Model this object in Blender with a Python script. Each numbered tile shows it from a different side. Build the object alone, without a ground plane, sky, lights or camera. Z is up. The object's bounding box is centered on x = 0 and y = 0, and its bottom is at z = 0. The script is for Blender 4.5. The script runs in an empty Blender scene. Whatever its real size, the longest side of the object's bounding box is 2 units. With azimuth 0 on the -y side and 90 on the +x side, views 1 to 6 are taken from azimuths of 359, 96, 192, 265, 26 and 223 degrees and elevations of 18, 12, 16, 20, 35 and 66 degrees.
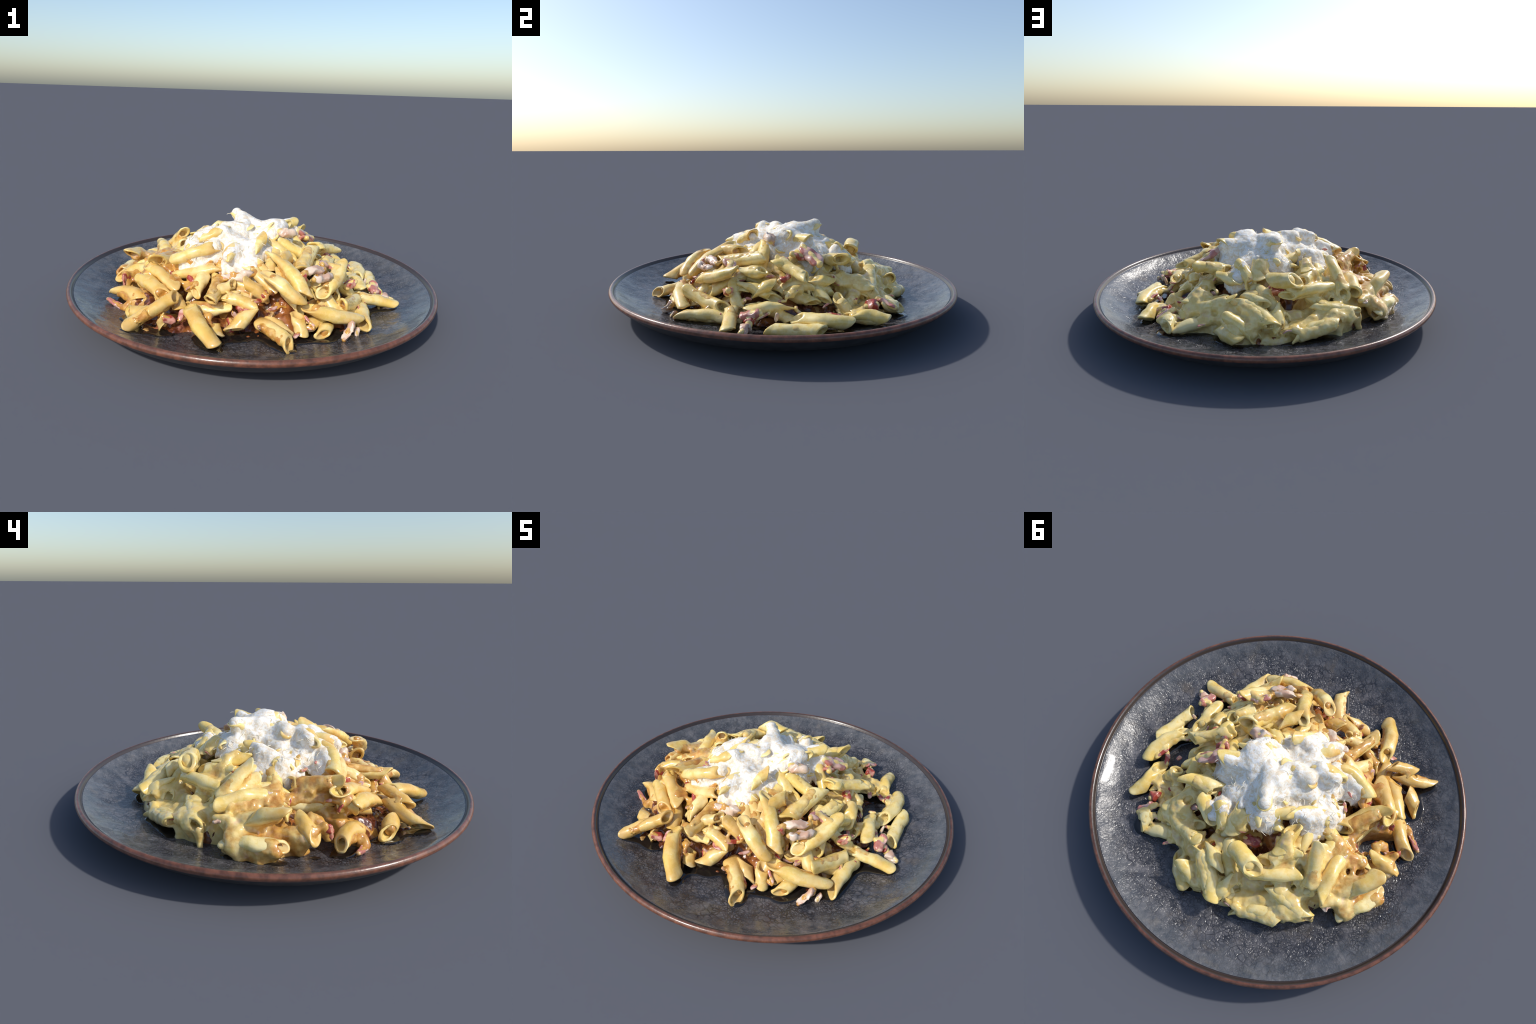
"""A plate of penne in melted cheese sauce with ham and bacon, topped with
grated cheese, on a dark crackle-glazed stoneware plate with a copper rim."""
import bpy
import math
import random
import numpy as np
from mathutils import Vector, Matrix, noise as mnoise

rng = random.Random(7)
nrng = np.random.default_rng(11)

# ---------------------------------------------------------------- helpers
_lattice = np.random.default_rng(5).random((32, 32, 32)).astype(np.float32) * 2 - 1


def vnoise(x, y, z, size):
    """Smooth value noise in [-1, 1] for numpy arrays; size is the feature size in metres."""
    out = 0.0
    px, py, pz = x / size + 7.3, y / size + 3.1, z / size + 11.7
    ix, iy, iz = np.floor(px).astype(int), np.floor(py).astype(int), np.floor(pz).astype(int)
    fx, fy, fz = px - ix, py - iy, pz - iz
    fx, fy, fz = (f * f * (3 - 2 * f) for f in (fx, fy, fz))
    for a in (0, 1):
        for b in (0, 1):
            for c in (0, 1):
                w = (fx if a else 1 - fx) * (fy if b else 1 - fy) * (fz if c else 1 - fz)
                out = out + w * _lattice[(ix + a) % 32, (iy + b) % 32, (iz + c) % 32]
    return out


def smooth(a, b, x):
    t = np.clip((x - a) / (b - a), 0, 1)
    return t * t * (3 - 2 * t)


def mesh_object(name, verts, faces, material, parent=None, location=None):
    me = bpy.data.meshes.new(name)
    verts = np.asarray(verts, dtype=np.float32)
    if isinstance(faces, np.ndarray):
        me.vertices.add(len(verts))
        me.vertices.foreach_set("co", verts.ravel())
        n, k = faces.shape
        me.loops.add(n * k)
        me.loops.foreach_set("vertex_index", faces.ravel().astype(np.int32))
        me.polygons.add(n)
        me.polygons.foreach_set("loop_start", np.arange(0, n * k, k, dtype=np.int32))
        me.update(calc_edges=True)
        me.validate()
    else:
        me.from_pydata([tuple(map(float, v)) for v in verts], [], faces)
    me.polygons.foreach_set("use_smooth", np.ones(len(me.polygons), dtype=bool))
    me.materials.append(material)
    me.update()
    ob = bpy.data.objects.new(name, me)
    bpy.context.scene.collection.objects.link(ob)
    if location is not None:
        ob.location = location
    if parent is not None:
        ob.parent = parent
    return ob


class Shader:
    """Small node-graph builder."""

    def __init__(self, name):
        self.mat = bpy.data.materials.new(name)
        self.mat.use_nodes = True
        self.nt = self.mat.node_tree
        self.nt.nodes.clear()
        self.out = self.nt.nodes.new("ShaderNodeOutputMaterial")
        self.bsdf = self.nt.nodes.new("ShaderNodeBsdfPrincipled")
        self.nt.links.new(self.bsdf.outputs[0], self.out.inputs[0])
        self.coord = self.nt.nodes.new("ShaderNodeTexCoord").outputs["Object"]

    def put(self, socket, value):
        if isinstance(value, bpy.types.NodeSocket):
            self.nt.links.new(value, socket)
        elif isinstance(value, (tuple, list)) and len(value) == 3 and socket.type == "RGBA":
            socket.default_value = (*value, 1)
        else:
            socket.default_value = value

    def set(self, **kw):
        for k, v in kw.items():
            self.put(self.bsdf.inputs[k.replace("_", " ")], v)

    def noise(self, scale, detail=4, rough=0.55, distortion=0.0, vec=None):
        n = self.nt.nodes.new("ShaderNodeTexNoise")
        self.put(n.inputs["Vector"], vec or self.coord)
        n.inputs["Scale"].default_value = scale
        n.inputs["Detail"].default_value = detail
        n.inputs["Roughness"].default_value = rough
        n.inputs["Distortion"].default_value = distortion
        return n.outputs["Fac"]

    def noise_color(self, scale, vec=None):
        n = self.nt.nodes.new("ShaderNodeTexNoise")
        self.put(n.inputs["Vector"], vec or self.coord)
        n.inputs["Scale"].default_value = scale
        return n.outputs["Color"]

    def voronoi(self, scale, feature="DISTANCE_TO_EDGE", vec=None):
        n = self.nt.nodes.new("ShaderNodeTexVoronoi")
        n.feature = feature
        self.put(n.inputs["Vector"], vec or self.coord)
        n.inputs["Scale"].default_value = scale
        return n.outputs["Distance"]

    def math(self, op, a, b=0.0, clamp=False):
        n = self.nt.nodes.new("ShaderNodeMath")
        n.operation = op
        n.use_clamp = clamp
        self.put(n.inputs[0], a)
        self.put(n.inputs[1], b)
        return n.outputs[0]

    def vmath(self, op, a, b=None, scale=None):
        n = self.nt.nodes.new("ShaderNodeVectorMath")
        n.operation = op
        self.put(n.inputs[0], a)
        if b is not None:
            self.put(n.inputs[1], b)
        if scale is not None:
            n.inputs["Scale"].default_value = scale
        return n.outputs["Value"] if op in ("LENGTH", "DOT_PRODUCT") else n.outputs[0]

    def ramp(self, fac, lo, hi, a=0.0, b=1.0):
        n = self.nt.nodes.new("ShaderNodeMapRange")
        n.interpolation_type = "SMOOTHSTEP"
        self.put(n.inputs["Value"], fac)
        n.inputs["From Min"].default_value = lo
        n.inputs["From Max"].default_value = hi
        n.inputs["To Min"].default_value = a
        n.inputs["To Max"].default_value = b
        return n.outputs["Result"]

    def mix(self, fac, a, b, blend="MIX"):
        n = self.nt.nodes.new("ShaderNodeMix")
        n.data_type = "RGBA"
        n.blend_type = blend
        self.put(n.inputs[0], fac)
        self.put(n.inputs[6], a)
        self.put(n.inputs[7], b)
        return n.outputs[2]

    def bump(self, height, strength=0.3, distance=0.004, normal=None):
        n = self.nt.nodes.new("ShaderNodeBump")
        n.inputs["Strength"].default_value = strength
        n.inputs["Distance"].default_value = distance
        self.put(n.inputs["Height"], height)
        if normal is not None:
            self.put(n.inputs["Normal"], normal)
        return n.outputs[0]

    def position(self):
        return self.nt.nodes.new("ShaderNodeNewGeometry").outputs["Position"]

    def xyz(self, vec):
        n = self.nt.nodes.new("ShaderNodeSeparateXYZ")
        self.put(n.inputs[0], vec)
        return n.outputs

    def random(self):
        return self.nt.nodes.new("ShaderNodeObjectInfo").outputs["Random"]


# ---------------------------------------------------------------- materials
def glaze_material():
    s = Shader("crackle_glaze")
    flat = s.vmath("MULTIPLY", s.coord, (1, 1, 0))
    r = s.vmath("LENGTH", flat)
    warp = s.vmath("ADD", flat, s.vmath("SCALE", s.noise_color(14, flat), scale=0.045))
    warp = s.vmath("ADD", warp, s.vmath("SCALE", s.noise_color(60, flat), scale=0.007))
    big = s.noise(3.2, 3, 0.6, vec=flat)
    mid = s.noise(16, 5, 0.65, vec=flat)
    col = s.mix(s.ramp(mid, 0.3, 0.72), GLAZE_DARK, GLAZE_LIGHT)
    col = s.mix(s.ramp(big, 0.42, 0.66, 0, 0.5), col, (0.085, 0.085, 0.098))
    # ochre and purple-brown breaks in the glaze
    ochre = s.math("MULTIPLY", s.ramp(s.noise(7.5, 4, 0.7, 0.6, flat), 0.53, 0.68), s.ramp(r, 0.62, 0.86))
    col = s.mix(s.math("MULTIPLY", ochre, 0.55), col, (0.115, 0.085, 0.05))
    # pooled blue-grey glaze on the wall below the rim, ragged inner edge
    edge = s.math("ADD", r, s.math("MULTIPLY", s.math("SUBTRACT", s.noise(11, 4, 0.7, vec=flat), 0.5), 0.22))
    wall = s.ramp(edge, 0.8, 0.93)
    blue = s.mix(s.ramp(s.noise(24, 4, 0.7, vec=flat), 0.35, 0.68), (0.075, 0.088, 0.1), (0.165, 0.168, 0.172))
    col = s.mix(s.math("MULTIPLY", wall, 0.52), col, blue)
    # crackle: two sizes of cells, fading in and out
    c1 = s.voronoi(30, vec=warp)
    c2 = s.voronoi(66, vec=warp)
    l1 = s.ramp(c1, 0.02, 0.12, 1, 0)
    l2 = s.ramp(c2, 0.03, 0.2, 1, 0)
    fade = s.ramp(s.noise(6, 3, 0.6, vec=flat), 0.34, 0.6)
    lines = s.math("MAXIMUM", s.math("MULTIPLY", l1, s.ramp(s.noise(9, 3, 0.6, vec=flat), 0.35, 0.6, 0.25, 0.85)), s.math("MULTIPLY", l2, fade))
    lines = s.math("MULTIPLY", lines, s.ramp(edge, 0.82, 0.95, 1, 0.25))
    col = s.mix(s.math("MULTIPLY", lines, 0.9), col, (0.012, 0.013, 0.018))
    # middle painted darker: baked shade around the heap as well as sauce wetness
    dark_area = s.ramp(s.math("ADD", r, s.math("MULTIPLY", s.math("SUBTRACT", big, 0.5), 0.16)), 0.55, 0.74, 0.45, 1.0)
    col = s.mix(dark_area, (0.02, 0.022, 0.028), col)
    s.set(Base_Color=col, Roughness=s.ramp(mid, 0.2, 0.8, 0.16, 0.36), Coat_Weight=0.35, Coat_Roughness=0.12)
    h = s.math("ADD", s.math("MULTIPLY", lines, -0.5), s.math("MULTIPLY", s.noise(34, 4, 0.6), 1.4))
    s.set(Normal=s.bump(h, 0.5, 0.006))
    return s.mat


def rim_material():
    s = Shader("copper_brown_rim")
    r = s.vmath("LENGTH", s.vmath("MULTIPLY", s.coord, (1.0008, 1.0101, 0)))
    n = s.noise(30, 5, 0.65)
    col = s.mix(s.ramp(n, 0.3, 0.7), (0.085, 0.036, 0.023), (0.215, 0.082, 0.047))
    inner = s.math("ADD", r, s.math("MULTIPLY", s.math("SUBTRACT", s.noise(18), 0.5), 0.008))
    col = s.mix(s.ramp(inner, 0.978, 0.987, 1, 0), col, (0.045, 0.032, 0.028))
    s.set(Base_Color=col, Roughness=0.3, Coat_Weight=0.3, Coat_Roughness=0.15)
    s.set(Normal=s.bump(s.noise(55, 3), 0.25, 0.003))
    return s.mat


def underside_material():
    s = Shader("dark_stoneware")
    n = s.noise(18, 4)
    col = s.mix(s.ramp(n, 0.3, 0.7), (0.03, 0.03, 0.033), (0.055, 0.055, 0.057))
    s.set(Base_Color=col, Roughness=0.5)
    return s.mat


def pasta_material():
    s = Shader("cooked_pasta")
    pos = s.position()
    rnd = s.random()
    n1 = s.noise(7, 3, 0.55, vec=pos)
    n2 = s.noise(24, 4, 0.6, vec=pos)
    n3 = s.noise(90, 3, 0.6, vec=pos)
    base = s.mix(s.ramp(s.math("ADD", s.math("MULTIPLY", n2, 0.6), s.math("MULTIPLY", s.noise(5, 2, vec=pos), 0.4)), 0.38, 0.62), PASTA, PASTA_PALE)
    base = s.mix(s.math("MULTIPLY", rnd, 0.35), base, PASTA_DEEP)
    p = s.xyz(pos)
    # amber tint in soft patches, stronger on the near side of the pile
    near = s.ramp(s.math("ADD", p[1], s.math("MULTIPLY", p[0], 0.45)), -0.55, 0.2, 0.19, -0.03)
    amber = s.ramp(s.math("ADD", n1, near), 0.48, 0.8)
    base = s.mix(s.math("MULTIPLY", amber, 0.66), base, PASTA_AMBER)
    # creamy haze and small herb flecks
    base = s.mix(s.ramp(s.noise(13, 4, 0.6, vec=pos), 0.56, 0.74, 0, 0.45), base, (0.82, 0.72, 0.47))
    fleck = s.ramp(s.voronoi(46, "F1", pos), 0.05, 0.085, 1, 0)
    fleck = s.math("MULTIPLY", fleck, s.ramp(n1, 0.56, 0.6))
    base = s.mix(s.math("MULTIPLY", fleck, 0.7), base, (0.1, 0.06, 0.02))
    s.set(Base_Color=base, Roughness=s.ramp(n2, 0.3, 0.7, 0.22, 0.38), Coat_Weight=0.5, Coat_Roughness=0.06)
    s.set(Subsurface_Weight=0.12, Subsurface_Radius=(0.02, 0.012, 0.004), Subsurface_Scale=0.6)
    s.set(Normal=s.bump(s.math("ADD", n2, s.math("MULTIPLY", n3, 0.25)), 0.3, 0.006))
    return s.mat


def sauce_material():
    s = Shader("cheese_sauce")
    p = s.xyz(s.coord)
    n1 = s.noise(8, 3, 0.55)
    n2 = s.noise(26, 4, 0.6)
    side = s.ramp(s.math("ADD", p[1], s.math("MULTIPLY", p[0], 0.45)), -0.5, 0.3, 0.3, -0.02)
    amber = s.ramp(s.math("ADD", s.noise(11, 4, 0.65), side), 0.46, 0.84)
    pale = s.mix(s.ramp(n2, 0.35, 0.7), (0.79, 0.57, 0.18), (0.85, 0.69, 0.32))
    deep = s.mix(s.ramp(n2, 0.3, 0.7), (0.46, 0.19, 0.035), (0.7, 0.4, 0.09))
    col = s.mix(amber, pale, deep)
    col = s.mix(s.ramp(s.noise(15, 4, 0.6), 0.58, 0.7, 0, 0.5), col, (0.7, 0.46, 0.32))
    s.set(Base_Color=col, Roughness=0.2, Coat_Weight=0.5, Coat_Roughness=0.06)
    s.set(Subsurface_Weight=0.15, Subsurface_Radius=(0.025, 0.012, 0.004), Subsurface_Scale=0.6)
    s.set(Normal=s.bump(s.noise(40, 4, 0.6), 0.3, 0.006))
    return s.mat


def gravy_material():
    s = Shader("meat_gravy")
    n1 = s.noise(11, 4, 0.6)
    n2 = s.noise(30, 4, 0.6)
    p = s.xyz(s.coord)
    col = s.mix(s.ramp(n1, 0.42, 0.62), (0.09, 0.022, 0.01), (0.34, 0.12, 0.03))
    col = s.mix(s.ramp(n2, 0.55, 0.7, 0, 0.7), col, (0.42, 0.16, 0.1))
    col = s.mix(s.ramp(s.noise(17, 3), 0.6, 0.68, 0, 0.8), col, (0.6, 0.36, 0.12))
    s.set(Base_Color=col, Roughness=0.14, Coat_Weight=0.6, Coat_Roughness=0.05)
    s.set(Normal=s.bump(s.math("ADD", n2, n1), 0.5, 0.012))
    return s.mat


def glossy_black_material():
    s = Shader("glossy_black")
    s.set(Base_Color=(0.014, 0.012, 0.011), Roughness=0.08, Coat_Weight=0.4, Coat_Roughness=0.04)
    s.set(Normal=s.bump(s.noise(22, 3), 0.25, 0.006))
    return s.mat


def grated_cheese_material():
    s = Shader("grated_hard_cheese")
    fib = s.vmath("MULTIPLY", s.coord, (1.0, 1.0, 0.35))
    n1 = s.noise(9, 4, 0.6)
    n2 = s.noise(120, 4, 0.75, 1.2, fib)
    n3 = s.noise(45, 5, 0.7, 0.8)
    col = s.mix(s.ramp(n3, 0.34, 0.62), (0.78, 0.65, 0.46), CHEESE_WHITE)
    col = s.mix(s.ramp(n1, 0.52, 0.72, 0, 0.5), col, (0.8, 0.68, 0.46))
    pit = s.math("MULTIPLY", s.ramp(n2, 0.3, 0.42, 1, 0), s.ramp(n1, 0.4, 0.6))
    col = s.mix(s.math("MULTIPLY", pit, 0.6), col, (0.5, 0.34, 0.17))
    s.set(Base_Color=col, Roughness=0.62, Subsurface_Weight=0.2, Subsurface_Radius=(0.02, 0.016, 0.01), Subsurface_Scale=0.5)
    s.set(Normal=s.bump(s.math("ADD", n2, n3), 0.45, 0.006))
    return s.mat


def shred_material():
    s = Shader("cheese_shred")
    s.set(Base_Color=s.mix(s.noise(30), (0.86, 0.78, 0.58), (0.92, 0.89, 0.8)), Roughness=0.55)
    return s.mat


def meat_material(name, lean, fat, streak, amount):
    s = Shader(name)
    rnd = s.random()
    shift = s.vmath("ADD", s.coord, s.vmath("SCALE", s.noise_color(18), scale=0.05))
    off = s.math("MULTIPLY", rnd, 9.0)
    pz = s.xyz(shift)
    band = s.math("SINE", s.math("ADD", s.math("MULTIPLY", pz[1], streak), off))
    n = s.noise(40, 5, 0.65)
    f = s.math("ADD", s.math("MULTIPLY", band, 0.3), n)
    col = s.mix(s.ramp(f, amount, amount + 0.35), lean, fat)
    col = s.mix(s.ramp(s.noise(20, 3), 0.55, 0.72, 0, 0.55), col, (0.66, 0.44, 0.28))
    s.set(Base_Color=col, Roughness=0.26, Coat_Weight=0.35, Coat_Roughness=0.1)
    s.set(Subsurface_Weight=0.12, Subsurface_Radius=(0.02, 0.008, 0.005), Subsurface_Scale=0.5)
    s.set(Normal=s.bump(n, 0.4, 0.006))
    return s.mat


GLAZE_DARK, GLAZE_LIGHT = (0.042, 0.042, 0.048), (0.172, 0.163, 0.168)
PASTA, PASTA_PALE, PASTA_DEEP, PASTA_AMBER = (0.82, 0.6, 0.165), (0.91, 0.78, 0.4), (0.78, 0.52, 0.12), (0.66, 0.35, 0.065)
CHEESE_WHITE = (0.93, 0.92, 0.88)
M_GLAZE, M_RIM, M_UNDER = glaze_material(), rim_material(), underside_material()
M_PASTA, M_SAUCE, M_GRAVY, M_BLACK = pasta_material(), sauce_material(), gravy_material(), glossy_black_material()
M_CHEESE, M_SHRED = grated_cheese_material(), shred_material()
M_BACON = meat_material("smoked_bacon", (0.36, 0.055, 0.035), (0.62, 0.29, 0.22), 120, 0.5)
M_HAM = meat_material("cooked_ham", (0.5, 0.19, 0.15), (0.68, 0.43, 0.36), 90, 0.36)
M_CHICKEN = meat_material("pale_meat", (0.6, 0.38, 0.27), (0.76, 0.6, 0.47), 80, 0.35)

# ---------------------------------------------------------------- the plate
PLATE_RX, PLATE_RY = 0.9992, 0.9900
INSIDE = [(0.0, 0.055), (0.35, 0.055), (0.6, 0.055), (0.72, 0.058), (0.79, 0.067), (0.85, 0.084), (0.9, 0.105), (0.935, 0.124), (0.957, 0.137), (0.9635, 0.139)]
GROOVE_AND_LIP = [(0.9635, 0.139), (0.9665, 0.1355), (0.9695, 0.140), (0.974, 0.1495), (0.980, 0.1555), (0.987, 0.157), (0.9935, 0.1535), (0.998, 0.148), (1.0, 0.142), (0.9985, 0.135), (0.9945, 0.1285)]
OUTSIDE = [(0.9945, 0.1285), (0.98, 0.115), (0.955, 0.094), (0.92, 0.066), (0.87, 0.042), (0.82, 0.025), (0.76, 0.013), (0.7, 0.006), (0.655, 0.003), (0.64, 0.0), (0.58, 0.0), (0.565, 0.006), (0.3, 0.01), (0.0, 0.01)]


def inside_height(r):
    """Height of the glazed inside at radius r (smooth interpolation of the profile)."""
    pr, pz = np.array([p[0] for p in INSIDE]), np.array([p[1] for p in INSIDE])
    rr = np.linspace(0, 0.9635, 400)
    zz = np.interp(rr, pr, pz)
    k = np.hanning(31)
    pad = np.pad(zz, 15, mode="edge")
    zs = np.convolve(pad, k / k.sum(), mode="valid")
    w = np.clip((0.9635 - rr) / 0.05, 0, 1)
    return np.interp(r, rr, zs * w + zz * (1 - w))


def floor_at(x, y):
    r = np.hypot(x / PLATE_RX, y / PLATE_RY)
    return inside_height(r) - (0.0019 * x + 0.0013 * y) - well_lean(x, r)


def well_lean(x, r):
    """The glazed well dips a little towards +x."""
    return 0.0075 * x * smooth(0.9635, 0.86, r)


def lathe(name, profile, material, parent, segments=288, relief=None):
    ang = np.linspace(0, 2 * np.pi, segments, endpoint=False)
    verts, faces, start = [], [], []
    for r, z in profile:
        start.append(len(verts))
        if r < 1e-6:
            verts.append((0, 0, z))
            continue
        for a in ang:
            x, y = r * math.cos(a), r * math.sin(a)
            zz = z - (0.0019 * x + 0.0013 * y) * min(1, z / 0.1)
            if relief:
                zz += relief(x, y, r)
            verts.append((x * PLATE_RX, y * PLATE_RY, zz))
    for i in range(len(profile) - 1):
        a, b = start[i], start[i + 1]
        for j in range(segments):
            k = (j + 1) % segments
            if profile[i][0] < 1e-6:
                faces.append((a, b + j, b + k))
            elif profile[i + 1][0] < 1e-6:
                faces.append((a + j, b, a + k))
            else:
                faces.append((a + j, b + j, b + k, a + k))
    return mesh_object(name, verts, faces, material, parent)


plate = bpy.data.objects.new("dinner_plate", None)
bpy.context.scene.collection.objects.link(plate)
plate["label"] = "round dark grey crackle-glazed stoneware plate with copper-brown rim"
plate["category"] = "plate"


def glaze_relief(x, y, r):
    """Hand-thrown unevenness, strongest where the wall curves up to the rim."""
    a = 0.0012 + 0.003 * float(smooth(0.72, 0.9, r))
    a *= float(smooth(0.9635, 0.945, r))
    n = mnoise.noise(Vector((x * 9, y * 9, 0.3))) + 0.6 * mnoise.noise(Vector((x * 24, y * 24, 5.0)))
    return a * n - float(well_lean(x, r))


inner_r = [0.0] + list(np.linspace(0.05, 0.6, 14)) + list(np.linspace(0.62, 0.9635, 46))
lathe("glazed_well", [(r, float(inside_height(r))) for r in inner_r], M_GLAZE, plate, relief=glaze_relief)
lathe("plate_rim", GROOVE_AND_LIP, M_RIM, plate)
lathe("plate_underside", OUTSIDE, M_UNDER, plate)

# ---------------------------------------------------------------- the food: where the noodles lie
serving = bpy.data.objects.new("pasta_serving", None)
bpy.context.scene.collection.objects.link(serving)
serving["label"] = "heap of penne in cheese sauce with ham, topped with grated cheese"
serving["category"] = "pasta dish"

NOODLES = []


def noodle(a, b, r):
    NOODLES.append((Vector(a), Vector(b), r))


def lay_noodles():
    """Each noodle: the middles of its two cut ends and its radius."""
    noodle((-0.366, -0.492, 0.214), (-0.467, -0.555, 0.169), 0.033)
    noodle((-0.297, -0.525, 0.180), (-0.163, -0.735, 0.083), 0.034)
    noodle((-0.197, -0.554, 0.225), (-0.175, -0.315, 0.254), 0.033)
    noodle((-0.310, -0.363, 0.172), (-0.244, -0.354, 0.226), 0.028)
    noodle((-0.380, -0.370, 0.216), (-0.546, -0.225, 0.282), 0.033)
    noodle((-0.432, -0.432, 0.191), (-0.561, -0.297, 0.221), 0.033)
    noodle((-0.500, -0.229, 0.304), (-0.418, -0.025, 0.265), 0.037)
    noodle((-0.404, -0.230, 0.309), (-0.185, -0.212, 0.385), 0.033)
    noodle((-0.394, -0.242, 0.227), (-0.170, -0.294, 0.297), 0.033)
    noodle((-0.140, -0.321, 0.358), (-0.060, -0.176, 0.390), 0.033)
    noodle((0.105, -0.280, 0.369), (0.241, -0.471, 0.233), 0.033)
    noodle((0.067, -0.455, 0.326), (0.218, -0.520, 0.220), 0.033)
    noodle((-0.036, -0.439, 0.272), (0.065, -0.437, 0.200), 0.033)
    noodle((0.032, -0.531, 0.110), (0.164, -0.710, 0.077), 0.036)
    noodle((-0.017, -0.540, 0.176), (-0.088, -0.603, 0.103), 0.036)
    noodle((0.264, -0.528, 0.189), (0.502, -0.461, 0.110), 0.033)
    noodle((0.575, -0.205, 0.052), (0.542, -0.468, 0.081), 0.033)
    noodle((0.545, -0.207, 0.134), (0.749, -0.191, 0.067), 0.033)
    noodle((0.339, -0.419, 0.228), (0.453, -0.203, 0.295), 0.033)
    noodle((0.558, 0.063, 0.151), (0.600, -0.101, 0.123), 0.033)
    noodle((0.620, 0.120, 0.112), (0.634, 0.368, 0.097), 0.033)
    noodle((0.714, 0.243, 0.082), (0.702, -0.001, 0.078), 0.033)
    noodle((0.431, -0.451, 0.178), (0.543, -0.244, 0.126), 0.033)
    noodle((0.474, 0.163, 0.275), (0.330, -0.000, 0.330), 0.033)
    noodle((0.297, 0.340, 0.337), (0.150, 0.272, 0.306), 0.036)
    noodle((0.552, 0.357, 0.106), (0.536, 0.537, 0.085), 0.033)
    noodle((0.380, 0.570, 0.119), (0.372, 0.640, 0.100), 0.036)
    noodle((0.329, 0.620, 0.073), (0.170, 0.543, 0.113), 0.033)
    noodle((0.313, 0.511, 0.124), (0.059, 0.506, 0.228), 0.033)
    noodle((0.307, 0.480, 0.177), (0.250, 0.310, 0.250), 0.033)
    noodle((-0.016, 0.396, 0.264), (0.066, 0.322, 0.354), 0.033)
    noodle((-0.045, 0.354, 0.301), (-0.034, 0.247, 0.380), 0.042)
    noodle((0.026, 0.518, 0.219), (-0.186, 0.650, 0.161), 0.033)
    noodle((-0.018, 0.475, 0.228), (-0.108, 0.538, 0.223), 0.033)
    noodle((0.102, 0.604, 0.108), (-0.028, 0.687, 0.080), 0.033)
    noodle((0.040, 0.624, 0.176), (-0.107, 0.649, 0.084), 0.033)
    noodle((-0.237, 0.549, 0.104), (-0.433, 0.416, 0.125), 0.033)
    noodle((-0.290, 0.599, 0.080), (-0.489, 0.490, 0.134), 0.033)
    noodle((-0.356, 0.400, 0.185), (-0.570, 0.383, 0.159), 0.033)
    noodle((-0.135, 0.410, 0.310), (-0.262, 0.427, 0.325), 0.042)
    noodle((-0.269, 0.358, 0.294), (-0.339, 0.229, 0.318), 0.033)
    noodle((-0.219, 0.458, 0.251), (-0.414, 0.279, 0.252), 0.033)
    noodle((-0.410, 0.142, 0.354), (-0.500, 0.304, 0.223), 0.033)
    noodle((-0.293, 0.272, 0.333), (-0.267, 0.168, 0.367), 0.033)
    noodle((-0.508, 0.056, 0.238), (-0.553, 0.284, 0.234), 0.037)
    noodle((-0.688, 0.026, 0.252), (-0.609, 0.191, 0.177), 0.037)
    noodle((-0.669, 0.258, 0.115), (-0.756, 0.044, 0.135), 0.033)
    noodle((-0.723, -0.096, 0.158), (-0.612, -0.048, 0.189), 0.033)
    noodle((-0.575, -0.316, 0.120), (-0.720, -0.199, 0.119), 0.033)
    noodle((-0.112, 0.205, 0.468), (0.024, 0.028, 0.421), 0.033)
    noodle((0.107, -0.002, 0.440), (0.050, 0.120, 0.385), 0.033)
    noodle((0.215, 0.165, 0.422), (0.090, 0.080, 0.400), 0.033)
    noodle((-0.420, -0.500, 0.172), (-0.565, -0.602, 0.098), 0.033)
    noodle((-0.607, -0.431, 0.104), (-0.513, -0.478, 0.120), 0.033)
    noodle((0.227, -0.319, 0.294), (0.308, -0.080, 0.341), 0.042)
    noodle((0.137, -0.309, 0.338), (0.183, -0.216, 0.342), 0.033)
    noodle((0.472, 0.455, 0.085), (0.503, 0.360, 0.100), 0.033)
    noodle((0.063, 0.385, 0.293), (0.165, 0.351, 0.295), 0.033)
    noodle((-0.172, 0.533, 0.204), (-0.217, 0.608, 0.137), 0.033)
    noodle((-0.424, -0.551, 0.130), (-0.415, -0.551, 0.078), 0.030)
    noodle((-0.188, -0.570, 0.120), (-0.158, -0.619, 0.068), 0.030)
    noodle((-0.159, -0.447, 0.236), (-0.099, -0.414, 0.259), 0.027)
    noodle((-0.130, -0.491, 0.205), (-0.092, -0.453, 0.229), 0.025)
    noodle((0.100, -0.515, 0.120), (0.151, -0.578, 0.075), 0.033)
    noodle((0.212, -0.526, 0.150), (0.227, -0.583, 0.082), 0.033)
    noodle((0.353, -0.498, 0.090), (0.327, -0.584, 0.070), 0.033)
    noodle((-0.242, -0.304, 0.269), (-0.284, -0.422, 0.208), 0.033)
    noodle((-0.546, -0.296, 0.212), (-0.525, -0.229, 0.249), 0.033)
    noodle((-0.557, 0.002, 0.220), (-0.624, 0.023, 0.206), 0.026)
    noodle((0.326, 0.529, 0.128), (0.243, 0.403, 0.235), 0.033)
    noodle((-0.004, -0.517, 0.186), (-0.143, -0.474, 0.221), 0.033)
    noodle((-0.154, -0.122, 0.443), (-0.263, -0.147, 0.412), 0.033)
    noodle((-0.039, -0.196, 0.326), (0.015, -0.099, 0.308), 0.033)
    noodle((0.047, -0.164, 0.418), (-0.010, -0.232, 0.376), 0.033)
    noodle((-0.366, -0.011, 0.332), (-0.215, 0.118, 0.389), 0.033)
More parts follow.
